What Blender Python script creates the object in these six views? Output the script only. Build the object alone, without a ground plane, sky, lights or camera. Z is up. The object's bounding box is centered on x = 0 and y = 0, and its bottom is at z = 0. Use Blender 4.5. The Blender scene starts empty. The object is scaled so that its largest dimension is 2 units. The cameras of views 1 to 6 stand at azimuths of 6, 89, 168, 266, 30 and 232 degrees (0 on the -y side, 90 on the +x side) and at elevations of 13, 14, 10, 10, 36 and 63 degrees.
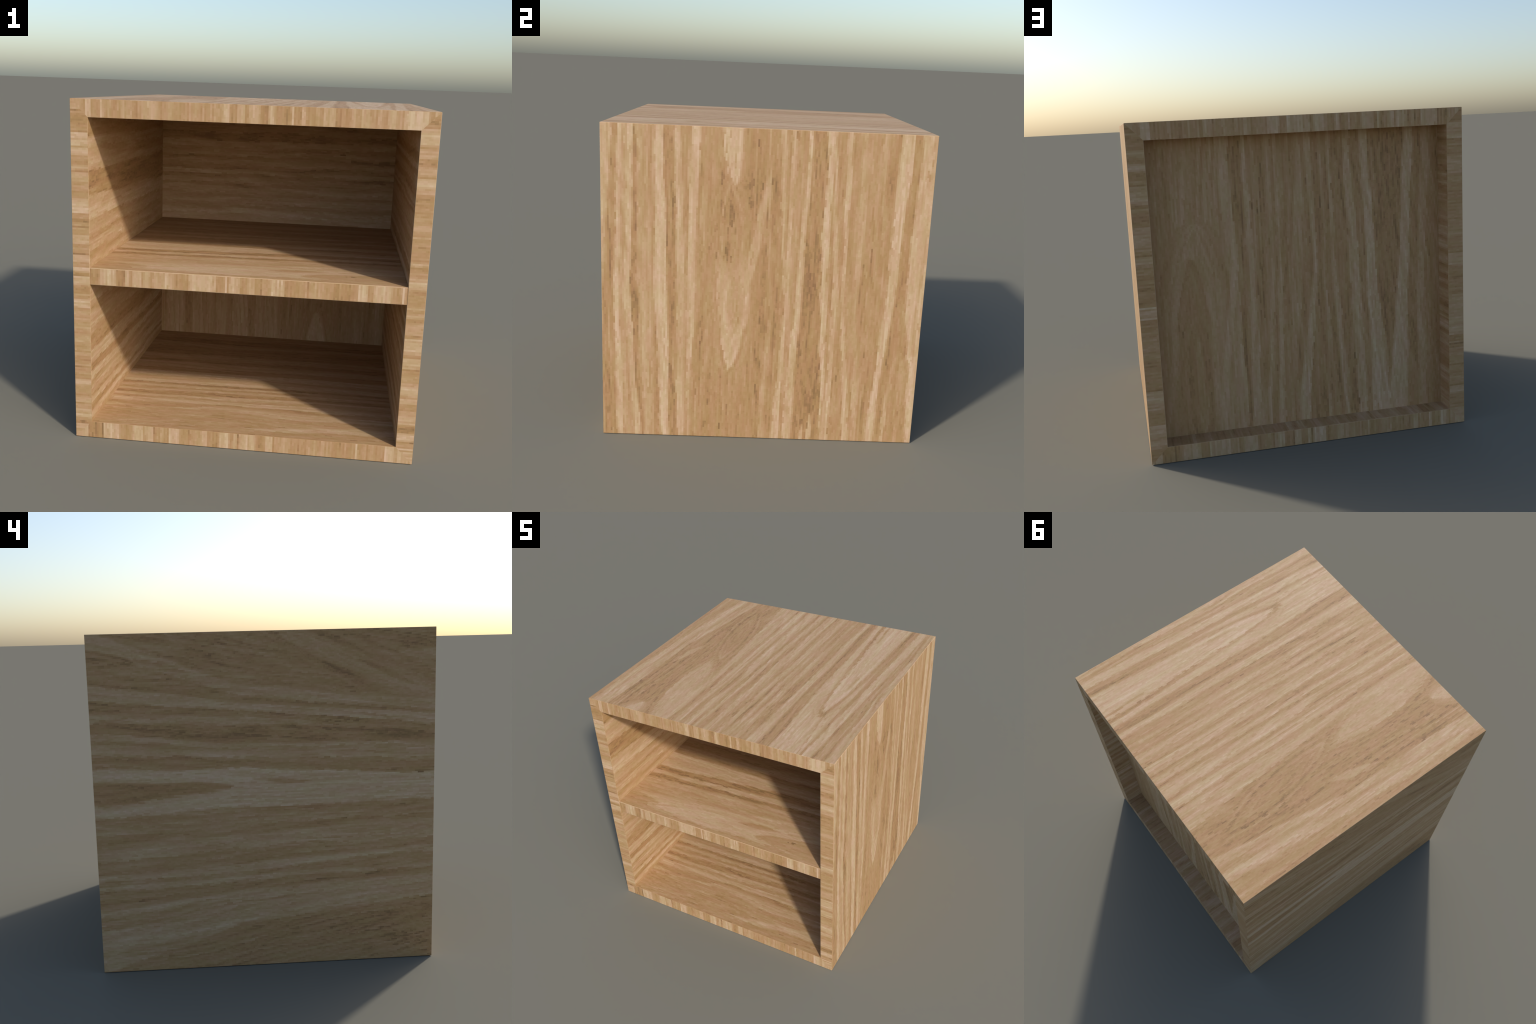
"""Cube-shaped open wooden cabinet: mitred top, bottom and two sides, one shelf,
a recessed back panel.  Every board face carries its own grain figure: growth rings
given as bands across the grain, plus cathedral tongues and lens-shaped streaks."""
import bpy
import bmesh
import random

random.seed(7)

# ------------------------------------------------------------------ sizes (m)
HALF = 1.0            # half the outer width / depth
HEIGHT = 2.0
WALL = 0.1            # board thickness
SHELF_LOW, SHELF_HIGH = 0.95, 1.05
SHELF_FRONT = -0.9985
PANEL_FRONT, PANEL_BACK = 0.765, 0.862
CHAMFER = 0.003
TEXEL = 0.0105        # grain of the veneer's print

# ------------------------------------------------------------------ wood tones
RAMP = [(0.00, (0.253, 0.143, 0.065)), (0.22, (0.373, 0.217, 0.097)), (0.45, (0.419, 0.261, 0.131)),
        (0.70, (0.477, 0.317, 0.181)), (0.90, (0.526, 0.369, 0.231)), (1.00, (0.558, 0.404, 0.266))]


class Graph:
    """Thin wrapper that makes node maths readable."""

    def __init__(self, tree):
        self.t = tree

    def node(self, kind, **props):
        n = self.t.nodes.new(kind)
        for k, v in props.items():
            setattr(n, k, v)
        return n

    def put(self, socket, value):
        if isinstance(value, bpy.types.NodeSocket):
            self.t.links.new(value, socket)
        else:
            socket.default_value = value

    def m(self, op, a, b=0.0, c=0.0, clamp=False):
        n = self.node("ShaderNodeMath", operation=op, use_clamp=clamp)
        for s, v in zip(n.inputs, (a, b, c)):
            self.put(s, v)
        return n.outputs[0]

    def span(self, x, lo, hi, to_lo=0.0, to_hi=1.0, smooth=True):
        n = self.node("ShaderNodeMapRange", interpolation_type="SMOOTHSTEP" if smooth else "LINEAR")
        for s, v in zip(n.inputs, (x, lo, hi, to_lo, to_hi)):
            self.put(s, v)
        return n.outputs[0]

    def vec(self, x, y, z=0.0):
        n = self.node("ShaderNodeCombineXYZ")
        for s, v in zip(n.inputs, (x, y, z)):
            self.put(s, v)
        return n.outputs[0]

    def noise(self, vector, scale=1.0, detail=2.0):
        n = self.node("ShaderNodeTexNoise", noise_dimensions="3D")
        self.put(n.inputs["Vector"], vector)
        n.inputs["Scale"].default_value = scale
        n.inputs["Detail"].default_value = detail
        return n.outputs[0]

    def white(self, vector):
        n = self.node("ShaderNodeTexWhiteNoise", noise_dimensions="3D")
        self.put(n.inputs["Vector"], vector)
        return n.outputs["Value"]

    def mix(self, f, a, b):
        return self.m("MULTIPLY_ADD", f, self.m("SUBTRACT", b, a), a)


def wood(name, grain, across, rings, levels=(0.0,), figures=(), seed=0.0, jag=1.0, texel=TEXEL, streak=1.0, fan=(0.0, 0.0), soft=0.011, flecks=(), yearly=1.0, contrast=1.0, lift=0.0):
    """One face's veneer.  grain / across: axis letters.  rings: (tone, end position across the
    grain at each level).  figures: (kind, u0, v0, u1, v1, half width, tone, strength, bow);
    a tongue is pointed at u0 and runs on past u1, a patch stops there, a wedge is a straight-sided patch, a lens is pointed at both ends.
    fan: centre and rate at which the fine lines spread from the first level to the last."""
    mat = bpy.data.materials.new(name)
    mat.use_nodes = True
    t = mat.node_tree
    t.nodes.clear()
    g = Graph(t)
    sep = g.node("ShaderNodeSeparateXYZ")
    t.links.new(g.node("ShaderNodeTexCoord").outputs["Object"], sep.inputs[0])
    u_raw, v_raw = sep.outputs["XYZ".index(grain)], sep.outputs["XYZ".index(across)]
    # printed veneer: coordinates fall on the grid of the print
    cell = lambda x, s: g.m("MULTIPLY", g.m("ADD", g.m("FLOOR", g.m("DIVIDE", x, s)), 0.5), s)
    u, v = cell(u_raw, texel), cell(v_raw, texel)

    # pores and dashes: short runs along the grain, shifted from row to row
    row = g.white(g.vec(v, seed, 3.7))
    run = lambda length, k: cell(g.m("ADD", u, g.m("MULTIPLY", row, k)), length)
    dash = g.white(g.vec(run(texel * 4.0, 3.1), v, seed + 0.3))
    dash_small = g.white(g.vec(run(texel * 2.0, 5.3), v, seed + 0.6))
    wander = g.noise(g.vec(g.m("MULTIPLY", u, 1.6), g.m("MULTIPLY", v, 7.0), seed), 1.0, 1.0)
    fray = g.noise(g.vec(g.m("MULTIPLY", u, 5.0), g.m("MULTIPLY", v, 45.0), seed + 5.0), 1.0, 2.0)
    off = g.m("ADD", g.m("MULTIPLY", g.m("SUBTRACT", fray, 0.5), 0.012 * jag), g.m("MULTIPLY", g.m("SUBTRACT", dash, 0.5), 0.007 * jag))
    off = g.m("ADD", off, g.m("MULTIPLY", g.m("SUBTRACT", wander, 0.5), 0.030 * jag))
    vj = g.m("ADD", v, off)
    uj = g.m("ADD", u, g.m("MULTIPLY", g.m("SUBTRACT", dash, 0.5), 0.025 * jag))

    # growth rings: each boundary runs straight from level to level, the tone steps across it
    sign = 1.0 if rings[-1][1] > rings[0][1] else -1.0
    part = [g.m("DIVIDE", g.m("SUBTRACT", u, p), q - p, clamp=True) for p, q in zip(levels, levels[1:])]
    tone = rings[0][0]
    for ring, after in zip(rings, rings[1:]):
        edge = ring[1]
        for f, p, q in zip(part, ring[1:], ring[2:]):
            edge = g.m("MULTIPLY_ADD", f, q - p, edge)
        past = g.m("MULTIPLY_ADD", g.m("SUBTRACT", vj, edge), sign / soft, 0.5, clamp=True)
        tone = g.m("MULTIPLY_ADD", past, after[0] - ring[0], tone)

    # fine lines run with the rings: they fan out along the grain and wander a little
    reach = (levels[-1] - levels[0]) or 1.0
    spread = g.m("MULTIPLY_ADD", g.m("SUBTRACT", u, levels[0]), fan[1] / reach, 1.0)
    w = g.m("DIVIDE", g.m("SUBTRACT", vj, fan[0]), spread)
    w = g.m("ADD", w, g.m("MULTIPLY", g.m("SUBTRACT", g.noise(g.vec(g.m("MULTIPLY", u, 1.1), g.m("MULTIPLY", v, 3.0), seed + 7.0), 1.0, 1.0), 0.5), 0.07 * jag))
    broad = g.noise(g.vec(g.m("MULTIPLY", u, 0.8), g.m("MULTIPLY", w, 36.0), seed + 8.0), 1.0, 2.0)
    fine = g.noise(g.vec(g.m("MULTIPLY", u, 2.2), g.m("MULTIPLY", w, 75.0), seed + 9.0), 1.0, 1.0)
    # year lines: contours of a slow field, wavy and now and then closed into loops
    slow = g.noise(g.vec(g.m("MULTIPLY", u, 0.55), g.m("MULTIPLY", w, 4.2), seed + 30.0), 1.0, 0.5)
    year = g.m("PINGPONG", g.m("MULTIPLY", slow, 13.0), 0.5)
    lines = g.m("ADD", g.m("MULTIPLY", g.m("SUBTRACT", broad, 0.5), 0.52 * streak), g.m("MULTIPLY", g.m("SUBTRACT", year, 0.25), 0.34 * yearly))
    lines = g.m("ADD", lines, g.m("MULTIPLY", g.m("SUBTRACT", fine, 0.5), 0.64 * streak))

    # cathedral tongues and lens streaks
    for kind, u0, v0, u1, v1, half, tn, strength, bow in figures:
        s = g.m("DIVIDE", g.m("SUBTRACT", uj, u0), u1 - u0)
        sc = g.m("MAXIMUM", g.m("MINIMUM", s, 1.0), 0.0)
        rest = g.m("SUBTRACT", 1.0, sc)
        body = g.m("MULTIPLY", g.m("MULTIPLY", sc, rest), 4.0) if kind == "lens" else g.m("MINIMUM", g.m("MULTIPLY", sc, 1.0), 1.0)
        width = g.m("MULTIPLY", body if kind in ("lens", "wedge") else g.m("SQRT", body), half)
        centre = g.m("ADD", g.m("MULTIPLY_ADD", sc, v1 - v0, v0), g.m("MULTIPLY", g.m("MULTIPLY", sc, rest), 4.0 * bow))
        d = g.m("SUBTRACT", width, g.m("ABSOLUTE", g.m("SUBTRACT", vj, centre)))
        blur = min(0.016, half * 0.4)
        mask = g.span(g.m("MULTIPLY_ADD", g.m("SUBTRACT", dash, 0.5), 0.5 * blur, d), -0.6 * blur, 0.8 * blur)
        mask = g.m("MULTIPLY", mask, g.m("GREATER_THAN", s, 0.0))
        if kind != "tongue":
            mask = g.m("MULTIPLY", mask, g.span(s, 0.72, 1.0, 1.0, 0.0) if kind != "lens" else g.m("LESS_THAN", s, 1.0))
        tone = g.mix(g.m("MULTIPLY", mask, strength), tone, tn)
        if half > 0.045:
            # nested arches: lines parallel to the outline of the figure
            arch = g.m("SUBTRACT", g.noise(g.vec(g.m("MULTIPLY", d, 42.0), g.m("MULTIPLY", u, 1.5), seed + 20.0 + u0), 1.0, 2.0), 0.5)
            near = g.m("MULTIPLY", g.span(g.m("ABSOLUTE", d), 0.03, 0.10, 1.0, 0.0), g.span(s, -0.05, 0.03))
            if kind != "tongue":
                near = g.m("MULTIPLY", near, g.span(s, 0.95, 1.05, 1.0, 0.0))
            lines = g.mix(near, lines, g.m("MULTIPLY", arch, 1.0 * streak))

    # fine lines, dashes and pores
    tone = g.m("ADD", g.m("MULTIPLY_ADD", tone, contrast, 0.5 - 0.5 * contrast + lift), lines)
    tone = g.m("ADD", tone, g.m("MULTIPLY", g.m("SUBTRACT", dash, 0.5), 0.13 * streak))
    tone = g.m("ADD", tone, g.m("MULTIPLY", g.m("SUBTRACT", dash_small, 0.5), 0.10 * streak))
    pore = g.span(dash, 0.955, 0.965)
    where = g.span(g.noise(g.vec(g.m("MULTIPLY", u, 3.0), g.m("MULTIPLY", v, 14.0), seed + 2.0)), 0.48, 0.62)
    tone = g.m("SUBTRACT", tone, g.m("MULTIPLY", g.m("MULTIPLY", pore, where), 0.28))

    for fu, fv, ru, rv in flecks:
        away = g.m("ADD", g.m("POWER", g.m("DIVIDE", g.m("ABSOLUTE", g.m("SUBTRACT", u, fu)), ru), 2.0), g.m("POWER", g.m("DIVIDE", g.m("ABSOLUTE", g.m("SUBTRACT", v, fv)), rv), 2.0))
        zone = g.m("MULTIPLY", g.span(away, 0.3, 1.0, 1.0, 0.0), g.span(dash, 0.74, 0.80))
        tone = g.m("SUBTRACT", tone, g.m("MULTIPLY", zone, 0.24))

    ramp = g.node("ShaderNodeValToRGB")
    while len(ramp.color_ramp.elements) < len(RAMP):
        ramp.color_ramp.elements.new(0.5)
    for e, (p, c) in zip(ramp.color_ramp.elements, RAMP):
        e.position, e.color = p, (*c, 1.0)
    g.put(ramp.inputs[0], g.m("ADD", tone, 0.0, clamp=True))

    # drifting hue: pinkish here, straw there
    hue = g.noise(g.vec(g.m("MULTIPLY", u, 5.0), g.m("MULTIPLY", v, 22.0), seed + 12.0), 1.0, 2.0)
    hue = g.span(g.m("ADD", hue, g.m("MULTIPLY", g.m("SUBTRACT", dash_small, 0.5), 0.16)), 0.30, 0.70)
    tint = g.node("ShaderNodeMix", data_type="RGBA")
    g.put(tint.inputs[0], hue)
    tint.inputs[6].default_value = (0.978, 1.008, 0.935, 1.0)
    tint.inputs[7].default_value = (1.022, 0.976, 1.005, 1.0)
    out = g.node("ShaderNodeMix", data_type="RGBA", blend_type="MULTIPLY")
    out.inputs[0].default_value = 1.0
    g.put(out.inputs[6], ramp.outputs[0])
    g.put(out.inputs[7], tint.outputs[2])

    shader = g.node("ShaderNodeBsdfPrincipled")
    g.put(shader.inputs["Base Color"], out.outputs[2])
    shader.inputs["Roughness"].default_value = 0.62
    shader.inputs["Specular IOR Level"].default_value = 0.35
    g.put(g.node("ShaderNodeOutputMaterial").inputs["Surface"], shader.outputs[0])
    return mat


def plain_rings(rng, lo, hi, narrow=0.012, wide=0.085, soft=0.0):
    """Quiet straight grain for a face no figure is known for."""
    rings, x, light = [], lo, rng.random() < 0.5
    while x < hi + 0.02:
        x += rng.uniform(narrow, wide) * (0.8 if light else 1.0)
        light = not light
        tone = rng.uniform(0.58, 0.80) if light else rng.uniform(0.26, 0.46)
        rings.append((tone + (0.5 - tone) * soft, round(x, 3)))
        if len(rings) > 44:
            break
    return rings


# ------------------------------------------------------------------ figures of the faces
# outer right side: grain upright, positions along y at heights 0.04, 0.97, 1.92
RIGHT_OUTER = [
    (0.75, -1.025, -1.0, -0.931), (0.30, -0.906, -0.927, -0.899), (0.80, -0.863, -0.9, -0.874), (0.50, -0.805, -0.862, -0.838),
    (0.80, -0.765, -0.817, -0.805), (0.20, -0.742, -0.774, -0.789), (0.55, -0.675, -0.688, -0.717), (0.40, -0.624, -0.684, -0.674),
    (0.85, -0.577, -0.597, -0.632), (0.25, -0.516, -0.532, -0.561), (0.75, -0.476, -0.49, -0.522), (0.40, -0.45, -0.485, -0.451),
    (0.80, -0.447, -0.428, -0.409), (0.38, -0.353, -0.296, -0.287), (0.34, -0.041, -0.061, -0.146), (0.28, -0.005, 0.036, 0.0),
    (0.50, 0.039, 0.055, 0.013), (0.30, 0.086, 0.123, 0.073), (0.70, 0.088, 0.125, 0.109), (0.35, 0.09, 0.127, 0.136),
    (0.80, 0.134, 0.148, 0.165), (0.45, 0.163, 0.195, 0.237), (0.80, 0.219, 0.236, 0.26), (0.22, 0.405, 0.351, 0.347),
    (0.85, 0.408, 0.398, 0.386), (0.35, 0.411, 0.433, 0.39), (0.75, 0.449, 0.469, 0.4), (0.35, 0.549, 0.49, 0.471),
    (0.75, 0.587, 0.507, 0.505), (0.40, 0.602, 0.568, 0.56), (0.60, 0.644, 0.589, 0.596), (0.38, 0.699, 0.734, 0.685),
    (0.60, 0.701, 0.736, 0.71), (0.30, 0.702, 0.761, 0.785), (0.85, 0.744, 0.812, 0.865), (0.30, 0.971, 0.889, 0.911),
    (0.75, 1.002, 1.012, 1.009)]
RIGHT_OUTER_FIGURES = [
    ("tongue", 1.66, -0.195, 2.0, -0.215, 0.066, 0.84, 0.95, 0.0),
    ("patch", 0.47, -0.195, 1.30, -0.175, 0.130, 0.74, 0.85, 0.0),
    ("lens", 1.02, -0.19, 1.70, -0.22, 0.08, 0.42, 0.8, 0.0),
    ("lens", 0.72, -0.17, 1.08, -0.165, 0.046, 0.42, 0.9, 0.0),
    ("lens", 1.00, -0.10, 1.75, 0.01, 0.028, 0.70, 0.8, 0.0),
    ("lens", 1.15, -0.232, 1.36, -0.228, 0.016, 0.10, 0.8, 0.0),
    ("lens", 1.40, -0.21, 1.55, -0.205, 0.020, 0.08, 0.8, 0.0),
    ("lens", 1.52, -0.268, 1.80, -0.262, 0.018, 0.18, 0.7, 0.0),
    ("lens", 1.50, -0.09, 1.70, -0.08, 0.025, 0.22, 0.7, 0.0),
    ("tongue", 0.60, 0.90, 0.0, 0.90, 0.055, 0.36, 1.0, 0.0),
    ("lens", -0.05, 0.28, 0.10, 0.28, 0.014, 0.75, 1.0, 0.0),
    ("lens", -0.05, 0.33, 0.22, 0.335, 0.010, 0.72, 1.0, 0.0),
    ("lens", -0.1, 0.80, 0.35, 0.81, 0.012, 0.62, 1.0, 0.0)]

# outer left side: grain level, heights of the bands at y = 0.94, 0.15, -0.94
LEFT_OUTER = [
    (0.33, 2.0, 1.998, 1.999), (0.33, 1.998, 1.703, 1.587), (0.55, 1.902, 1.64, 1.53), (0.33, 1.714, 1.598, 1.509),
    (0.62, 1.627, 1.553, 1.452), (0.30, 1.553, 1.515, 1.423), (0.55, 1.502, 1.467, 1.421), (0.22, 1.436, 1.367, 1.337),
    (0.55, 1.401, 1.339, 1.276), (0.42, 1.37, 1.318, 1.271), (0.62, 1.324, 1.281, 1.244), (0.35, 1.23, 1.21, 1.16),
    (0.85, 1.159, 1.129, 1.083), (0.82, 1.016, 1.127, 1.081), (0.80, 0.947, 0.98, 0.995), (0.38, 0.897, 0.936, 0.927),
    (0.52, 0.832, 0.872, 0.905), (0.35, 0.781, 0.826, 0.875), (0.60, 0.686, 0.73, 0.763), (0.38, 0.594, 0.649, 0.71),
    (0.65, 0.568, 0.596, 0.673), (0.40, 0.531, 0.567, 0.597), (0.62, 0.501, 0.529, 0.576), (0.33, 0.382, 0.476, 0.54),
    (0.65, 0.344, 0.423, 0.475), (0.45, 0.258, 0.401, 0.444), (0.62, 0.006, 0.271, 0.394), (0.30, -0.017, -0.007, -0.009)]
LEFT_OUTER_FIGURES = [
    ("tongue", 0.19, 1.105, 1.0, 1.086, 0.072, 0.24, 1.0, 0.0),
    ("lens", 0.02, 2.08, -1.0, 1.62, 0.055, 0.56, 0.8, -0.03),
    ("lens", -0.54, 1.83, -0.90, 1.67, 0.020, 0.22, 0.9, 0.0),
    ("lens", -0.32, 1.815, -0.60, 1.71, 0.016, 0.15, 0.9, 0.0),
    ("tongue", -0.78, 1.87, -1.0, 1.85, 0.03, 0.62, 0.9, 0.0),
    ("lens", -0.70, 1.93, -1.1, 1.91, 0.02, 0.25, 0.9, 0.0),
    ("tongue", 0.74, 1.84, 1.0, 1.86, 0.05, 0.28, 0.9, 0.0),
    ("lens", 0.55, 1.75, 0.9, 1.80, 0.02, 0.52, 0.8, 0.0),
    ("lens", 0.09, 1.15, -0.28, 1.125, 0.014, 0.48, 1.0, 0.0),
    ("lens", 0.92, 0.10, 0.42, 0.17, 0.035, 0.42, 0.8, 0.0),
    ("lens", -0.66, 0.18, -1.05, 0.06, 0.03, 0.16, 0.7, 0.0)]

# top: grain front to back, positions along x at y = -1, 0, 1
TOP_OUTER = [
    (0.65, 0.924, 0.946, 0.968), (0.35, 0.9, 0.927, 0.955), (0.45, 0.849, 0.892, 0.935), (0.30, 0.826, 0.879, 0.932), (0.80, 0.767, 0.821, 0.874),
    (0.33, 0.755, 0.782, 0.81), (0.82, 0.736, 0.656, 0.576), (0.33, 0.728, 0.641, 0.554), (0.80, 0.518, 0.506, 0.493), (0.30, 0.425, 0.429, 0.433),
    (0.75, 0.347, 0.372, 0.398), (0.35, 0.281, 0.304, 0.328), (0.60, 0.226, 0.264, 0.301), (0.38, 0.205, 0.238, 0.272), (0.60, 0.172, 0.208, 0.245),
    (0.35, 0.147, 0.184, 0.221), (0.68, 0.111, 0.139, 0.167), (0.40, 0.052, 0.085, 0.119), (0.70, 0.008, 0.028, 0.047), (0.35, -0.048, -0.018, 0.012),
    (0.72, -0.071, -0.05, -0.029), (0.33, -0.097, -0.082, -0.066), (0.72, -0.146, -0.15, -0.155), (0.38, -0.192, -0.184, -0.177), (0.72, -0.232, -0.235, -0.239),
    (0.38, -0.283, -0.271, -0.26), (0.68, -0.384, -0.338, -0.421), (0.30, -0.819, -0.8, -0.657), (0.70, -0.905, -0.845, -0.714), (0.50, -0.92, -0.87, -0.778),
    (0.72, -0.967, -0.93, -0.841), (0.40, -1.006, -1.003, -1.001)]
TOP_OUTER_FIGURES = [
    ("tongue", -0.53, 0.668, 1.0, 0.682, 0.152, 0.16, 0.9, 0.0),
    ("tongue", -0.46, 0.667, 1.0, 0.684, 0.120, 0.86, 1.0, 0.0),
    ("lens", -0.15, 0.70, 0.15, 0.70, 0.018, 0.55, 0.8, 0.0),
    ("lens", 0.65, 0.62, 1.1, 0.60, 0.010, 0.35, 0.8, 0.0),
    ("lens", 0.80, -0.57, -0.10, -0.42, 0.075, 0.42, 0.8, 0.0),
    ("lens", -0.08, -0.47, -1.15, -0.36, 0.110, 0.72, 0.85, 0.0),
    ("lens", -0.02, -0.36, -0.60, -0.34, 0.030, 0.42, 0.8, 0.0),
    ("lens", 0.10, -0.67, -0.27, -0.75, 0.028, 0.66, 0.9, 0.0),
    ("tongue", -0.87, -0.585, -1.0, -0.605, 0.055, 0.75, 1.0, 0.0),
    ("lens", -0.36, -0.67, -0.90, -0.695, 0.022, 0.46, 0.8, 0.0),
    ("lens", -0.13, -0.132, -0.62, -0.146, 0.02, 0.26, 0.9, 0.0)]

# rear of the back panel: grain upright, positions along x at heights 0.24, 1.04, 1.81
PANEL_REAR = [
    (0.40, 0.84, 0.795, 0.746), (0.50, 0.697, 0.642, 0.597), (0.47, 0.563, 0.458, 0.5), (0.38, 0.56, 0.441, 0.499),
    (0.63, 0.508, 0.401, 0.421), (0.50, 0.435, 0.398, 0.419), (0.62, 0.383, 0.395, 0.417), (0.30, 0.346, 0.329, 0.34),
    (0.68, 0.287, 0.289, 0.312), (0.32, 0.282, 0.286, 0.284), (0.50, 0.279, 0.275, 0.263), (0.36, 0.257, 0.187, 0.192),
    (0.60, 0.23, 0.165, 0.171), (0.33, 0.185, 0.145, 0.146), (0.62, 0.144, 0.121, 0.128), (0.37, 0.1, 0.063, 0.009),
    (0.55, 0.082, -0.005, -0.02), (0.35, 0.048, -0.075, -0.044), (0.66, -0.021, -0.105, -0.08), (0.30, -0.137, -0.146, -0.131),
    (0.52, -0.16, -0.169, -0.15), (0.35, -0.247, -0.196, -0.183), (0.63, -0.282, -0.224, -0.201), (0.30, -0.337, -0.302, -0.283),
    (0.64, -0.393, -0.368, -0.325), (0.35, -0.433, -0.418, -0.391), (0.72, -0.556, -0.484, -0.436), (0.27, -0.559, -0.622, -0.676),
    (0.70, -0.667, -0.689, -0.738), (0.30, -0.741, -0.757, -0.793), (0.57, -0.807, -0.809, -0.851), (0.40, -0.919, -0.922, -0.934)]
PANEL_REAR_FIGURES = [
    ("tongue", 1.40, 0.64, 1.05, 0.66, 0.15, 0.56, 0.5, 0.0),
    ("tongue", 1.20, 0.667, 0.80, 0.68, 0.10, 0.30, 0.9, 0.0),
    ("tongue", 0.75, 0.70, 0.05, 0.70, 0.135, 0.30, 0.9, 0.0),
    ("lens", 0.85, 0.66, 0.05, 0.66, 0.05, 0.40, 0.7, 0.0)]

# shelf top and floor: grain left to right, positions along y at x = -0.89, -0.1, 0.6
SHELF_TOP = [
    (0.45, -0.95, -0.99, -0.99), (0.42, -0.803, -0.97, -0.90), (0.66, -0.80, -0.72, -0.62), (0.50, -0.598, -0.671, -0.55),
    (0.55, -0.594, -0.553, -0.50), (0.25, -0.533, -0.508, -0.46), (0.68, -0.481, -0.45, -0.40), (0.25, -0.422, -0.375, -0.33),
    (0.66, -0.219, -0.226, -0.21), (0.35, -0.15, -0.16, -0.15), (0.60, -0.094, -0.083, -0.06), (0.32, 0.02, 0.03, 0.05),
    (0.52, 0.07, 0.09, 0.11), (0.34, 0.15, 0.16, 0.18), (0.55, 0.20, 0.21, 0.23), (0.30, 0.33, 0.34, 0.36),
    (0.48, 0.41, 0.42, 0.43), (0.32, 0.50, 0.50, 0.50), (0.50, 0.60, 0.60, 0.61), (0.30, 0.80, 0.80, 0.80)]
SHELF_TOP_FIGURES = [
    ("tongue", -0.68, -0.905, 0.0, -0.86, 0.09, 0.72, 0.8, 0.0),
    ("lens", -0.70, -0.93, 0.1, -0.80, 0.035, 0.74, 0.7, 0.0),
    ("lens", -0.15, -0.70, 0.22, -0.68, 0.025, 0.40, 0.8, 0.0),
    ("lens", 0.10, -0.80, 0.45, -0.77, 0.03, 0.38, 0.8, 0.0),
    ("tongue", 0.30, -0.88, 0.90, -0.86, 0.10, 0.42, 0.8, 0.0),
    ("lens", 0.572, -0.843, 0.602, -0.843, 0.012, 0.0, 1.0, 0.0)]
FLOOR_TOP = [
    (0.36, -0.95, -0.99, -0.99), (0.40, -0.77, -0.92, -0.93), (0.44, -0.755, -0.86, -0.84), (0.42, -0.74, -0.70, -0.74),
    (0.62, -0.70, -0.655, -0.66), (0.36, -0.66, -0.62, -0.615), (0.66, -0.595, -0.575, -0.55), (0.42, -0.555, -0.54, -0.50),
    (0.62, -0.52, -0.50, -0.46), (0.28, -0.47, -0.44, -0.42), (0.58, -0.438, -0.405, -0.37), (0.34, -0.41, -0.38, -0.34),
    (0.62, -0.37, -0.345, -0.32), (0.26, -0.33, -0.305, -0.285), (0.68, -0.27, -0.25, -0.23), (0.50, -0.20, -0.18, -0.16),
    (0.68, -0.10, -0.09, -0.07), (0.34, -0.03, -0.01, 0.0), (0.55, 0.08, 0.09, 0.10), (0.28, 0.13, 0.15, 0.17),
    (0.52, 0.24, 0.25, 0.27), (0.30, 0.42, 0.43, 0.44), (0.46, 0.52, 0.52, 0.53), (0.24, 0.62, 0.62, 0.62), (0.42, 0.72, 0.72, 0.72)]
FLOOR_TOP_FIGURES = [
    ("lens", -0.78, -0.745, -0.45, -0.745, 0.018, 0.62, 0.8, 0.0),
    ("lens", -0.83, -0.70, -0.30, -0.675, 0.028, 0.26, 0.8, 0.0),
    ("lens", -0.25, -0.80, 0.02, -0.80, 0.03, 0.32, 0.7, 0.0),
    ("tongue", 0.0, -0.92, 0.70, -0.85, 0.035, 0.70, 0.9, 0.0),
    ("tongue", 0.10, -0.74, 0.80, -0.72, 0.022, 0.68, 0.8, 0.0)]

# inner left side: grain front to back, heights at y = -0.99 and y = 0.6
LEFT_INNER = [
    (0.45, 0.13, 0.14), (0.75, 0.17, 0.17), (0.36, 0.20, 0.20), (0.70, 0.246, 0.24), (0.48, 0.301, 0.29), (0.62, 0.33, 0.32),
    (0.45, 0.36, 0.35), (0.74, 0.41, 0.39), (0.30, 0.467, 0.44), (0.70, 0.51, 0.47), (0.66, 0.56, 0.51), (0.32, 0.63, 0.56),
    (0.42, 0.69, 0.60), (0.62, 0.78, 0.66), (0.48, 0.85, 0.74), (0.66, 0.93, 0.86), (0.45, 1.06, 1.07), (0.60, 1.10, 1.10),
    (0.46, 1.14, 1.13), (0.58, 1.20, 1.18), (0.44, 1.25, 1.22), (0.60, 1.30, 1.26), (0.46, 1.335, 1.29), (0.74, 1.40, 1.35),
    (0.62, 1.46, 1.39), (0.26, 1.60, 1.58), (0.62, 1.68, 1.62), (0.40, 1.74, 1.70), (0.60, 1.79, 1.76), (0.36, 1.86, 1.84), (0.45, 1.92, 1.92)]
LEFT_INNER_FIGURES = [
    ("tongue", 0.02, 1.69, -0.9, 1.71, 0.055, 0.62, 0.8, 0.0),
    ("lens", -0.40, 1.70, -0.85, 1.73, 0.015, 0.30, 0.7, 0.0),
    ("lens", -0.75, 1.33, -0.25, 1.30, 0.012, 0.12, 0.7, 0.0),
    ("lens", -0.42, 1.16, -0.34, 1.158, 0.010, 0.85, 1.0, 0.0)]

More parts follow.
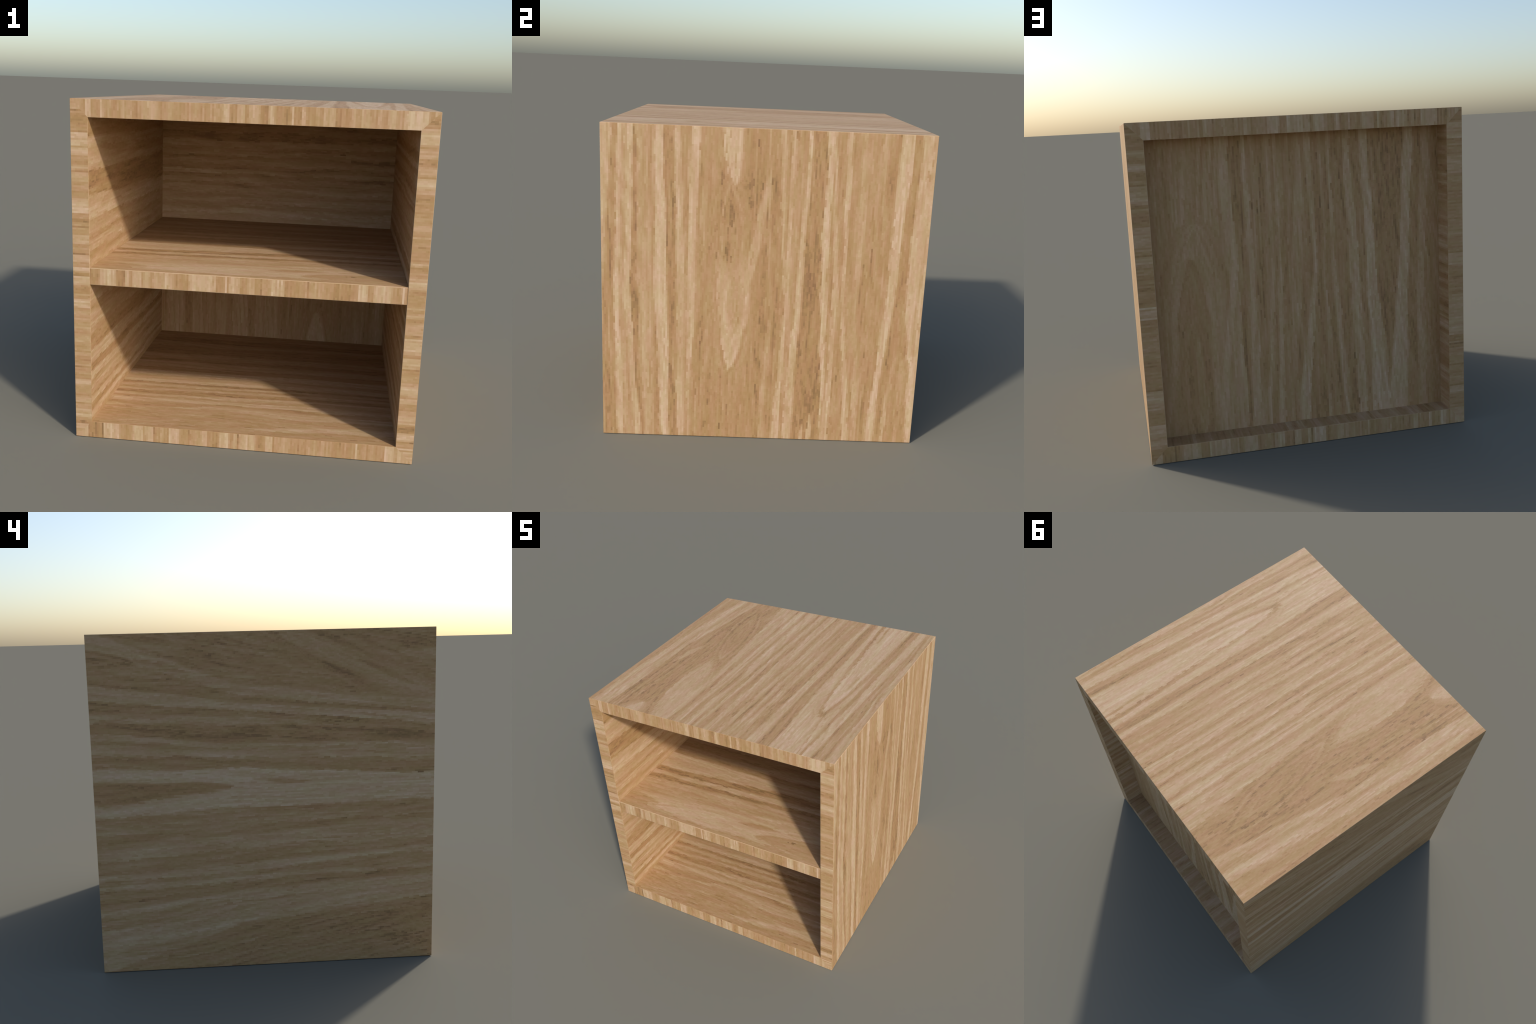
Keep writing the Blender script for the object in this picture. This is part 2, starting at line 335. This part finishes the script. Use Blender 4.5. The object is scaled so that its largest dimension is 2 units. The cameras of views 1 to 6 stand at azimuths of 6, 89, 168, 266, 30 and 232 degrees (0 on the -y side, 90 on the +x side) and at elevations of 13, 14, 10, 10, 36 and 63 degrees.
# front of the back panel: level grain above the shelf, upright grain below it
PANEL_UPPER = [
    (0.62, 1.10), (0.73, 1.15), (0.42, 1.19), (0.62, 1.24), (0.45, 1.27), (0.59, 1.32), (0.34, 1.35), (0.56, 1.39), (0.28, 1.42),
    (0.59, 1.45), (0.31, 1.49), (0.52, 1.53), (0.31, 1.56), (0.54, 1.60), (0.37, 1.63), (0.56, 1.68), (0.20, 1.74), (0.38, 1.79), (0.28, 1.92)]
PANEL_UPPER_FIGURES = [
    ("lens", -0.85, 1.145, -0.35, 1.12, 0.022, 0.35, 0.7, 0.02),
    ("lens", -0.90, 1.11, -0.42, 1.10, 0.03, 0.75, 0.7, 0.0),
    ("lens", 0.50, 1.60, 0.535, 1.60, 0.014, 0.0, 1.0, 0.0)]
PANEL_LOWER = [
    (0.42, -0.86), (0.62, -0.709), (0.32, -0.645), (0.58, -0.56), (0.45, -0.52), (0.56, -0.476), (0.42, -0.44), (0.58, -0.36),
    (0.30, -0.308), (0.62, -0.182), (0.30, -0.13), (0.60, -0.107), (0.55, 0.064), (0.34, 0.116), (0.38, 0.281), (0.34, 0.455),
    (0.36, 0.607), (0.40, 0.678), (0.55, 0.738), (0.36, 0.819), (0.62, 0.889), (0.45, 0.93)]
PANEL_LOWER_FIGURES = [("tongue", 0.35, 0.37, 0.05, 0.37, 0.09, 0.68, 1.0, 0.0)]

# board edges: the grain crosses the edge, one number per ring
EDGE_FRONT_TOP = [(0.60, -0.940), (0.45, -0.917), (0.80, -0.883), (0.38, -0.826), (0.60, -0.808), (0.40, -0.700), (0.55, -0.672), (0.42, -0.623), (0.50, -0.560), (0.68, -0.511), (0.40, -0.493), (0.50, -0.444), (0.42, -0.298), (0.52, -0.162), (0.75, -0.118), (0.35, -0.074), (0.62, -0.037), (0.35, -0.009), (0.66, 0.051), (0.28, 0.092), (0.72, 0.135), (0.40, 0.152), (0.38, 0.208), (0.50, 0.221), (0.80, 0.234), (0.30, 0.275), (0.70, 0.296), (0.42, 0.333), (0.33, 0.388), (0.75, 0.403), (0.65, 0.452), (0.30, 0.477), (0.45, 0.505), (0.30, 0.530), (0.72, 0.558), (0.42, 0.583), (0.60, 0.646), (0.55, 0.701), (0.33, 0.726), (0.70, 0.772), (0.55, 0.826), (0.80, 0.845), (0.82, 0.938), (0.45, 0.963), (0.60, 1.008)]
EDGE_SHELF = [(0.33, -0.847), (0.60, -0.816), (0.78, -0.748), (0.28, -0.694), (0.50, -0.649), (0.68, -0.595), (0.52, -0.550), (0.35, -0.531), (0.60, -0.464), (0.68, -0.419), (0.40, -0.362), (0.33, -0.322), (0.72, -0.168), (0.30, -0.112), (0.85, -0.102), (0.35, -0.090), (0.72, -0.036), (0.40, 0.016), (0.60, 0.048), (0.36, 0.096), (0.50, 0.139), (0.72, 0.217), (0.35, 0.301), (0.60, 0.329), (0.42, 0.391), (0.50, 0.450), (0.45, 0.489), (0.33, 0.590), (0.40, 0.632), (0.82, 0.683), (0.45, 0.710), (0.70, 0.813), (0.40, 0.867), (0.75, 0.886), (0.40, 0.905)]
EDGE_FRONT_BOTTOM = [(0.65, -0.924), (0.25, -0.826), (0.72, -0.730), (0.38, -0.650), (0.75, -0.583), (0.35, -0.572), (0.65, -0.526), (0.45, -0.464), (0.35, -0.429), (0.78, -0.363), (0.38, -0.298), (0.50, -0.233), (0.72, -0.202), (0.35, -0.124), (0.78, -0.068), (0.35, -0.046), (0.75, -0.025), (0.25, -0.006), (0.72, 0.088), (0.32, 0.143), (0.75, 0.186), (0.42, 0.216), (0.55, 0.296), (0.42, 0.411), (0.50, 0.537), (0.36, 0.637), (0.42, 0.674), (0.80, 0.687), (0.38, 0.720), (0.45, 0.840), (0.82, 0.896), (0.45, 0.910), (0.65, 0.972), (0.55, 1.005)]
EDGE_FRONT_LEFT = [(0.62, 1.940), (0.27, 1.846), (0.35, 1.816), (0.72, 1.690), (0.35, 1.659), (0.40, 1.628), (0.62, 1.603), (0.33, 1.591), (0.60, 1.541), (0.50, 1.490), (0.38, 1.443), (0.75, 1.364), (0.38, 1.332), (0.28, 1.309), (0.42, 1.235), (0.70, 1.190), (0.33, 1.118), (0.78, 1.078), (0.35, 1.051), (0.72, 1.015), (0.32, 0.998), (0.75, 0.948), (0.38, 0.858), (0.70, 0.811), (0.50, 0.509), (0.30, 0.488), (0.38, 0.369), (0.68, 0.333), (0.40, 0.248), (0.65, 0.226), (0.36, 0.183), (0.70, 0.126), (0.40, 0.082), (0.65, 0.002)]
EDGE_FRONT_RIGHT = [(0.33, 1.938), (0.25, 1.926), (0.40, 1.909), (0.68, 1.819), (0.35, 1.802), (0.60, 1.756), (0.30, 1.711), (0.60, 1.657), (0.33, 1.643), (0.75, 1.602), (0.60, 1.568), (0.35, 1.559), (0.36, 1.435), (0.55, 1.403), (0.60, 1.366), (0.38, 1.246), (0.42, 1.169), (0.40, 1.098), (0.70, 1.039), (0.38, 1.010), (0.42, 0.905), (0.62, 0.872), (0.35, 0.839), (0.52, 0.772), (0.35, 0.759), (0.68, 0.657), (0.33, 0.637), (0.65, 0.583), (0.30, 0.535), (0.45, 0.473), (0.72, 0.414), (0.38, 0.403), (0.66, 0.369), (0.33, 0.320), (0.60, 0.235), (0.30, 0.185), (0.72, 0.135), (0.40, 0.092), (0.65, -0.002)]
EDGE_BACK_TOP = [(0.50, 0.910), (0.75, 0.864), (0.38, 0.823), (0.45, 0.738), (0.30, 0.721), (0.38, 0.568), (0.50, 0.516), (0.42, 0.429), (0.48, 0.195), (0.70, 0.133), (0.35, 0.088), (0.72, -0.008), (0.60, -0.056), (0.30, -0.079), (0.72, -0.134), (0.40, -0.205), (0.70, -0.233), (0.36, -0.266), (0.48, -0.326), (0.33, -0.364), (0.65, -0.444), (0.35, -0.463), (0.66, -0.487), (0.36, -0.525), (0.66, -0.563), (0.50, -0.582), (0.68, -0.650), (0.40, -0.732), (0.68, -0.835), (0.30, -0.904), (0.60, -1.003)]
EDGE_BACK_BOTTOM = [(0.70, 0.934), (0.30, 0.815), (0.62, 0.704), (0.35, 0.648), (0.65, 0.525), (0.50, 0.476), (0.35, 0.445), (0.68, 0.356), (0.40, 0.293), (0.45, 0.234), (0.68, 0.193), (0.30, 0.125), (0.66, 0.084), (0.36, 0.048), (0.62, 0.020), (0.35, 0.006), (0.75, -0.073), (0.33, -0.143), (0.66, -0.194), (0.45, -0.365), (0.36, -0.437), (0.50, -0.509), (0.28, -0.534), (0.36, -0.646), (0.66, -0.680), (0.38, -0.754), (0.70, -0.779), (0.40, -0.828), (0.72, -0.883), (0.38, -0.918), (0.66, -1.003)]
EDGE_BACK_RIGHT = [(0.30, 1.844), (0.60, 1.813), (0.38, 1.764), (0.66, 1.727), (0.35, 1.646), (0.60, 1.609), (0.62, 1.540), (0.30, 1.420), (0.62, 1.267), (0.30, 1.247), (0.60, 1.202), (0.36, 0.955), (0.70, 0.882), (0.36, 0.823), (0.48, 0.635), (0.35, 0.581), (0.40, 0.445), (0.68, 0.335), (0.40, 0.238), (0.65, 0.098), (0.35, -0.008)]
EDGE_BACK_LEFT = [(0.30, 1.913), (0.60, 1.818), (0.36, 1.711), (0.62, 1.609), (0.45, 1.545), (0.36, 1.351), (0.42, 1.114), (0.66, 1.034), (0.36, 0.846), (0.55, 0.710), (0.62, 0.587), (0.36, 0.504), (0.50, 0.406), (0.40, 0.238), (0.62, 0.202), (0.35, 0.110), (0.60, -0.004)]
RIM_FLOOR = [(0.40, 0.872), (0.25, 0.745), (0.60, 0.723), (0.32, 0.647), (0.50, 0.62), (0.35, 0.318), (0.50, 0.295), (0.38, 0.157), (0.66, 0.12), (0.38, 0.083), (0.66, 0.05), (0.34, -0.023), (0.62, -0.055), (0.30, -0.125), (0.60, -0.162), (0.34, -0.209), (0.62, -0.233), (0.28, -0.284), (0.62, -0.379), (0.25, -0.398), (0.60, -0.459), (0.36, -0.502), (0.64, -0.579), (0.32, -0.617), (0.62, -0.723), (0.26, -0.801), (0.60, -0.91)]

# ------------------------------------------------------------------ materials
rng = random.Random(11)
UP = (0.04, 0.97, 1.92)
M = {
    "right_outer": wood("oak_right_outer", "Z", "Y", RIGHT_OUTER, UP, RIGHT_OUTER_FIGURES, 1.0, jag=1.3, texel=0.0112, fan=(-0.2, 0.1), flecks=[(1.5, -0.23, 0.38, 0.09), (1.62, -0.08, 0.2, 0.05), (1.30, -0.33, 0.18, 0.05)]),
    "left_outer": wood("oak_left_outer", "Y", "Z", LEFT_OUTER, (0.94, 0.154, -0.935), LEFT_OUTER_FIGURES, 2.0, jag=1.3, contrast=1.05, texel=0.009, fan=(1.06, -0.28), flecks=[(0.3, 1.9, 0.18, 0.12), (-0.85, 0.14, 0.2, 0.1), (-0.5, 1.45, 0.3, 0.05)]),
    "top_outer": wood("oak_top_outer", "Y", "X", TOP_OUTER, (-1.0, 0.0, 1.0), TOP_OUTER_FIGURES, 3.0, texel=0.0085, contrast=0.92, lift=-0.05, flecks=[(0.6, -0.60, 0.16, 0.05), (-0.6, -0.68, 0.3, 0.04)]),
    "panel_rear": wood("oak_panel_rear", "Z", "X", PANEL_REAR, (0.244, 1.043, 1.811), PANEL_REAR_FIGURES, 4.0, contrast=1.15, fan=(0.2, -0.2)),
    "shelf_top": wood("oak_shelf_top", "X", "Y", SHELF_TOP, (-0.89, -0.1, 0.6), SHELF_TOP_FIGURES, 5.0, jag=1.7, contrast=1.25),
    "floor_top": wood("oak_floor_top", "X", "Y", FLOOR_TOP, (-0.89, -0.25, 0.4), FLOOR_TOP_FIGURES, 6.0, jag=1.4, contrast=1.25),
    "left_inner": wood("oak_left_inner", "Y", "Z", LEFT_INNER, (-0.99, 0.6), LEFT_INNER_FIGURES, 7.0, jag=1.6, contrast=1.25),
    "right_inner": wood("oak_right_inner", "Y", "Z", plain_rings(rng, 0.1, 1.9), seed=8.0, jag=1.6, contrast=1.15),
    "panel_upper": wood("oak_panel_upper", "X", "Z", PANEL_UPPER, figures=PANEL_UPPER_FIGURES, seed=9.0, jag=1.6, contrast=1.2),
    "panel_lower": wood("oak_panel_lower", "Z", "X", PANEL_LOWER, figures=PANEL_LOWER_FIGURES, seed=10.0),
    "ceiling": wood("oak_ceiling", "X", "Y", plain_rings(rng, -1.0, 0.8), seed=11.0),
    "shelf_under": wood("oak_shelf_under", "X", "Y", plain_rings(rng, -1.0, 0.8), seed=12.0),
    "bottom_outer": wood("oak_bottom_outer", "X", "Y", plain_rings(rng, -1.0, 1.0), seed=13.0),
    "front_top": wood("oak_edge_front_top", "Z", "X", EDGE_FRONT_TOP, seed=14.0, jag=0.22, soft=0.005, streak=1.25, yearly=0.3, contrast=1.15),
    "front_bottom": wood("oak_edge_front_bottom", "Z", "X", EDGE_FRONT_BOTTOM, seed=15.0, jag=0.22, soft=0.005, streak=1.25, yearly=0.3, contrast=1.15),
    "front_left": wood("oak_edge_front_left", "X", "Z", EDGE_FRONT_LEFT, seed=16.0, jag=0.22, soft=0.005, streak=1.25, yearly=0.3, contrast=1.15),
    "front_right": wood("oak_edge_front_right", "X", "Z", EDGE_FRONT_RIGHT, seed=17.0, jag=0.22, soft=0.005, streak=1.25, yearly=0.3, contrast=1.15),
    "shelf_edge": wood("oak_edge_shelf", "Z", "X", EDGE_SHELF, seed=18.0, jag=0.22, soft=0.005, streak=1.25, yearly=0.3, contrast=1.15),
    "back_top": wood("oak_edge_back_top", "Z", "X", EDGE_BACK_TOP, seed=19.0, jag=0.22, soft=0.005, streak=1.25, yearly=0.3, contrast=1.15),
    "back_bottom": wood("oak_edge_back_bottom", "Z", "X", EDGE_BACK_BOTTOM, seed=20.0, jag=0.22, soft=0.005, streak=1.25, yearly=0.3, contrast=1.15),
    "back_right": wood("oak_edge_back_right", "X", "Z", EDGE_BACK_RIGHT, seed=21.0, jag=0.22, soft=0.005, streak=1.25, yearly=0.3, contrast=1.15),
    "back_left": wood("oak_edge_back_left", "X", "Z", EDGE_BACK_LEFT, seed=22.0, jag=0.22, soft=0.005, streak=1.25, yearly=0.3, contrast=1.15),
    "rim_floor": wood("oak_rim_floor", "Y", "X", RIM_FLOOR, seed=23.0, jag=0.5),
    "rim_side": wood("oak_rim_side", "Y", "Z", plain_rings(rng, 0.1, 1.9), seed=24.0, jag=0.5),
    "rim_top": wood("oak_rim_top", "Y", "X", plain_rings(rng, -0.9, 0.9), seed=25.0, jag=0.5),
}


# ------------------------------------------------------------------ boards
def board(name, parent, section, extrude_axis, lo, hi, faces, cut=None, rounded=("end",)):
    """A board with a four-cornered section drawn in two axes and run along the third.
    faces: material keys for (the four section sides in order, the lo end, the hi end).
    rounded: "end" breaks the end arrises, a section corner breaks the arris that runs through it.
    cut = (position, {face index: material}) splits the run where a face changes its veneer."""
    bm = bmesh.new()
    stations = [lo] + ([cut[0]] if cut else []) + [hi]
    rows = []
    for s in stations:
        row = []
        for a, b in section:
            co = {"X": (s, a, b), "Y": (a, s, b), "Z": (a, b, s)}[extrude_axis]
            row.append(bm.verts.new(co))
        rows.append(row)
    keys = []

    def slot(k):
        if k not in keys:
            keys.append(k)
        return keys.index(k)

    n = len(section)
    for r in range(len(stations) - 1):
        for i in range(n):
            f = bm.faces.new((rows[r][i], rows[r][(i + 1) % n], rows[r + 1][(i + 1) % n], rows[r + 1][i]))
            key = faces[i]
            if cut and r == 1 and i in cut[1]:
                key = cut[1][i]
            f.material_index = slot(key)
    f = bm.faces.new(list(reversed(rows[0])))
    f.material_index = slot(faces[n])
    f = bm.faces.new(rows[-1])
    f.material_index = slot(faces[n + 1])
    bmesh.ops.recalc_face_normals(bm, faces=bm.faces)
    # break the arrises that catch light: those at the ends of the run, except along the mitres
    axis = "XYZ".index(extrude_axis)
    arris = []
    for e in bm.edges:
        p, q = e.verts[0].co, e.verts[1].co
        at_end = any(abs(p[axis] - s) < 1e-6 and abs(q[axis] - s) < 1e-6 for s in (lo, hi))
        square = sum(abs(p[k] - q[k]) > 0.01 for k in range(3)) == 1
        if (at_end and square and "end" in rounded) or (not at_end and square and e.calc_face_angle(0.0) > 0.3 and any(tuple(round(p[k], 4) for k in range(3) if k != axis) == tuple(round(c, 4) for c in r) for r in rounded if r != "end")):
            arris.append(e)
    if arris:
        bmesh.ops.bevel(bm, geom=arris, offset=CHAMFER, segments=2, profile=0.5, affect="EDGES", clamp_overlap=True)
    me = bpy.data.meshes.new(name)
    bm.to_mesh(me)
    bm.free()
    for k in keys:
        me.materials.append(M[k])
    obj = bpy.data.objects.new(name, me)
    bpy.context.scene.collection.objects.link(obj)
    obj.parent = parent
    return obj


cabinet = bpy.data.objects.new("wooden_cabinet", None)
bpy.context.scene.collection.objects.link(cabinet)
cabinet["label"] = "cube-shaped light oak cabinet with one shelf and open front"
cabinet["category"] = "cabinet"

I = HALF - WALL
TOP_IN = HEIGHT - WALL
C, K = CHAMFER, CHAMFER / 2
CUT = PANEL_BACK - 0.02


def frame_board(name, corners, outer, inner, front, back, rim):
    """One board of the mitred frame; corners run outer, outer, inner, inner.  The outer
    corners are bevelled: each board owns half of the bevel."""
    (ax, az), (bx, bz), (cx, cz), (dx, dz) = corners
    sx, sz = (bx > ax) - (bx < ax), (bz > az) - (bz < az)      # along the outer face
    nx, nz = (ax + bx) / 2 - (cx + dx) / 2, (az + bz) / 2 - (cz + dz) / 2
    nx, nz = (nx > 0.05) - (nx < -0.05), (nz > 0.05) - (nz < -0.05)   # outward
    section = [(ax + sx * C, az + sz * C), (bx - sx * C, bz - sz * C), (bx - sx * K - nx * K, bz - sz * K - nz * K),
               (cx, cz), (dx, dz), (ax + sx * K - nx * K, az + sz * K - nz * K)]
    return board(name, cabinet, section, "Y", -HALF, HALF, [outer, outer, front, inner, front, outer, front, back], (CUT, {3: rim}))


# mitred frame, all four boards run from front (y=-1) to back (y=1)
frame_board("top_panel", [(-HALF, HEIGHT), (HALF, HEIGHT), (I, TOP_IN), (-I, TOP_IN)], "top_outer", "ceiling", "front_top", "back_top", "rim_top")
frame_board("bottom_panel", [(HALF, 0.0), (-HALF, 0.0), (-I, WALL), (I, WALL)], "bottom_outer", "floor_top", "front_bottom", "back_bottom", "rim_floor")
frame_board("side_panel", [(-HALF, 0.0), (-HALF, HEIGHT), (-I, TOP_IN), (-I, WALL)], "left_outer", "left_inner", "front_left", "back_left", "rim_side")
frame_board("side_panel", [(HALF, HEIGHT), (HALF, 0.0), (I, WALL), (I, TOP_IN)], "right_outer", "right_inner", "front_right", "back_right", "rim_side")
# shelf and back panel sit between the sides
board("shelf", cabinet, [(SHELF_FRONT, SHELF_LOW), (PANEL_FRONT + 0.004, SHELF_LOW), (PANEL_FRONT + 0.004, SHELF_HIGH), (SHELF_FRONT, SHELF_HIGH)], "X", -I + 0.001, I - 0.001,
      ["shelf_under", "shelf_under", "shelf_top", "shelf_edge", "front_left", "front_right"], rounded=((SHELF_FRONT, SHELF_LOW), (SHELF_FRONT, SHELF_HIGH)))
board("back_panel", cabinet, [(-I - 0.003, PANEL_FRONT), (I + 0.003, PANEL_FRONT), (I + 0.003, PANEL_BACK), (-I - 0.003, PANEL_BACK)], "Z", WALL - 0.003, TOP_IN + 0.003,
      ["panel_lower", "rim_side", "panel_rear", "rim_side", "rim_floor", "rim_top"], (1.0, {0: "panel_upper"}), rounded=())
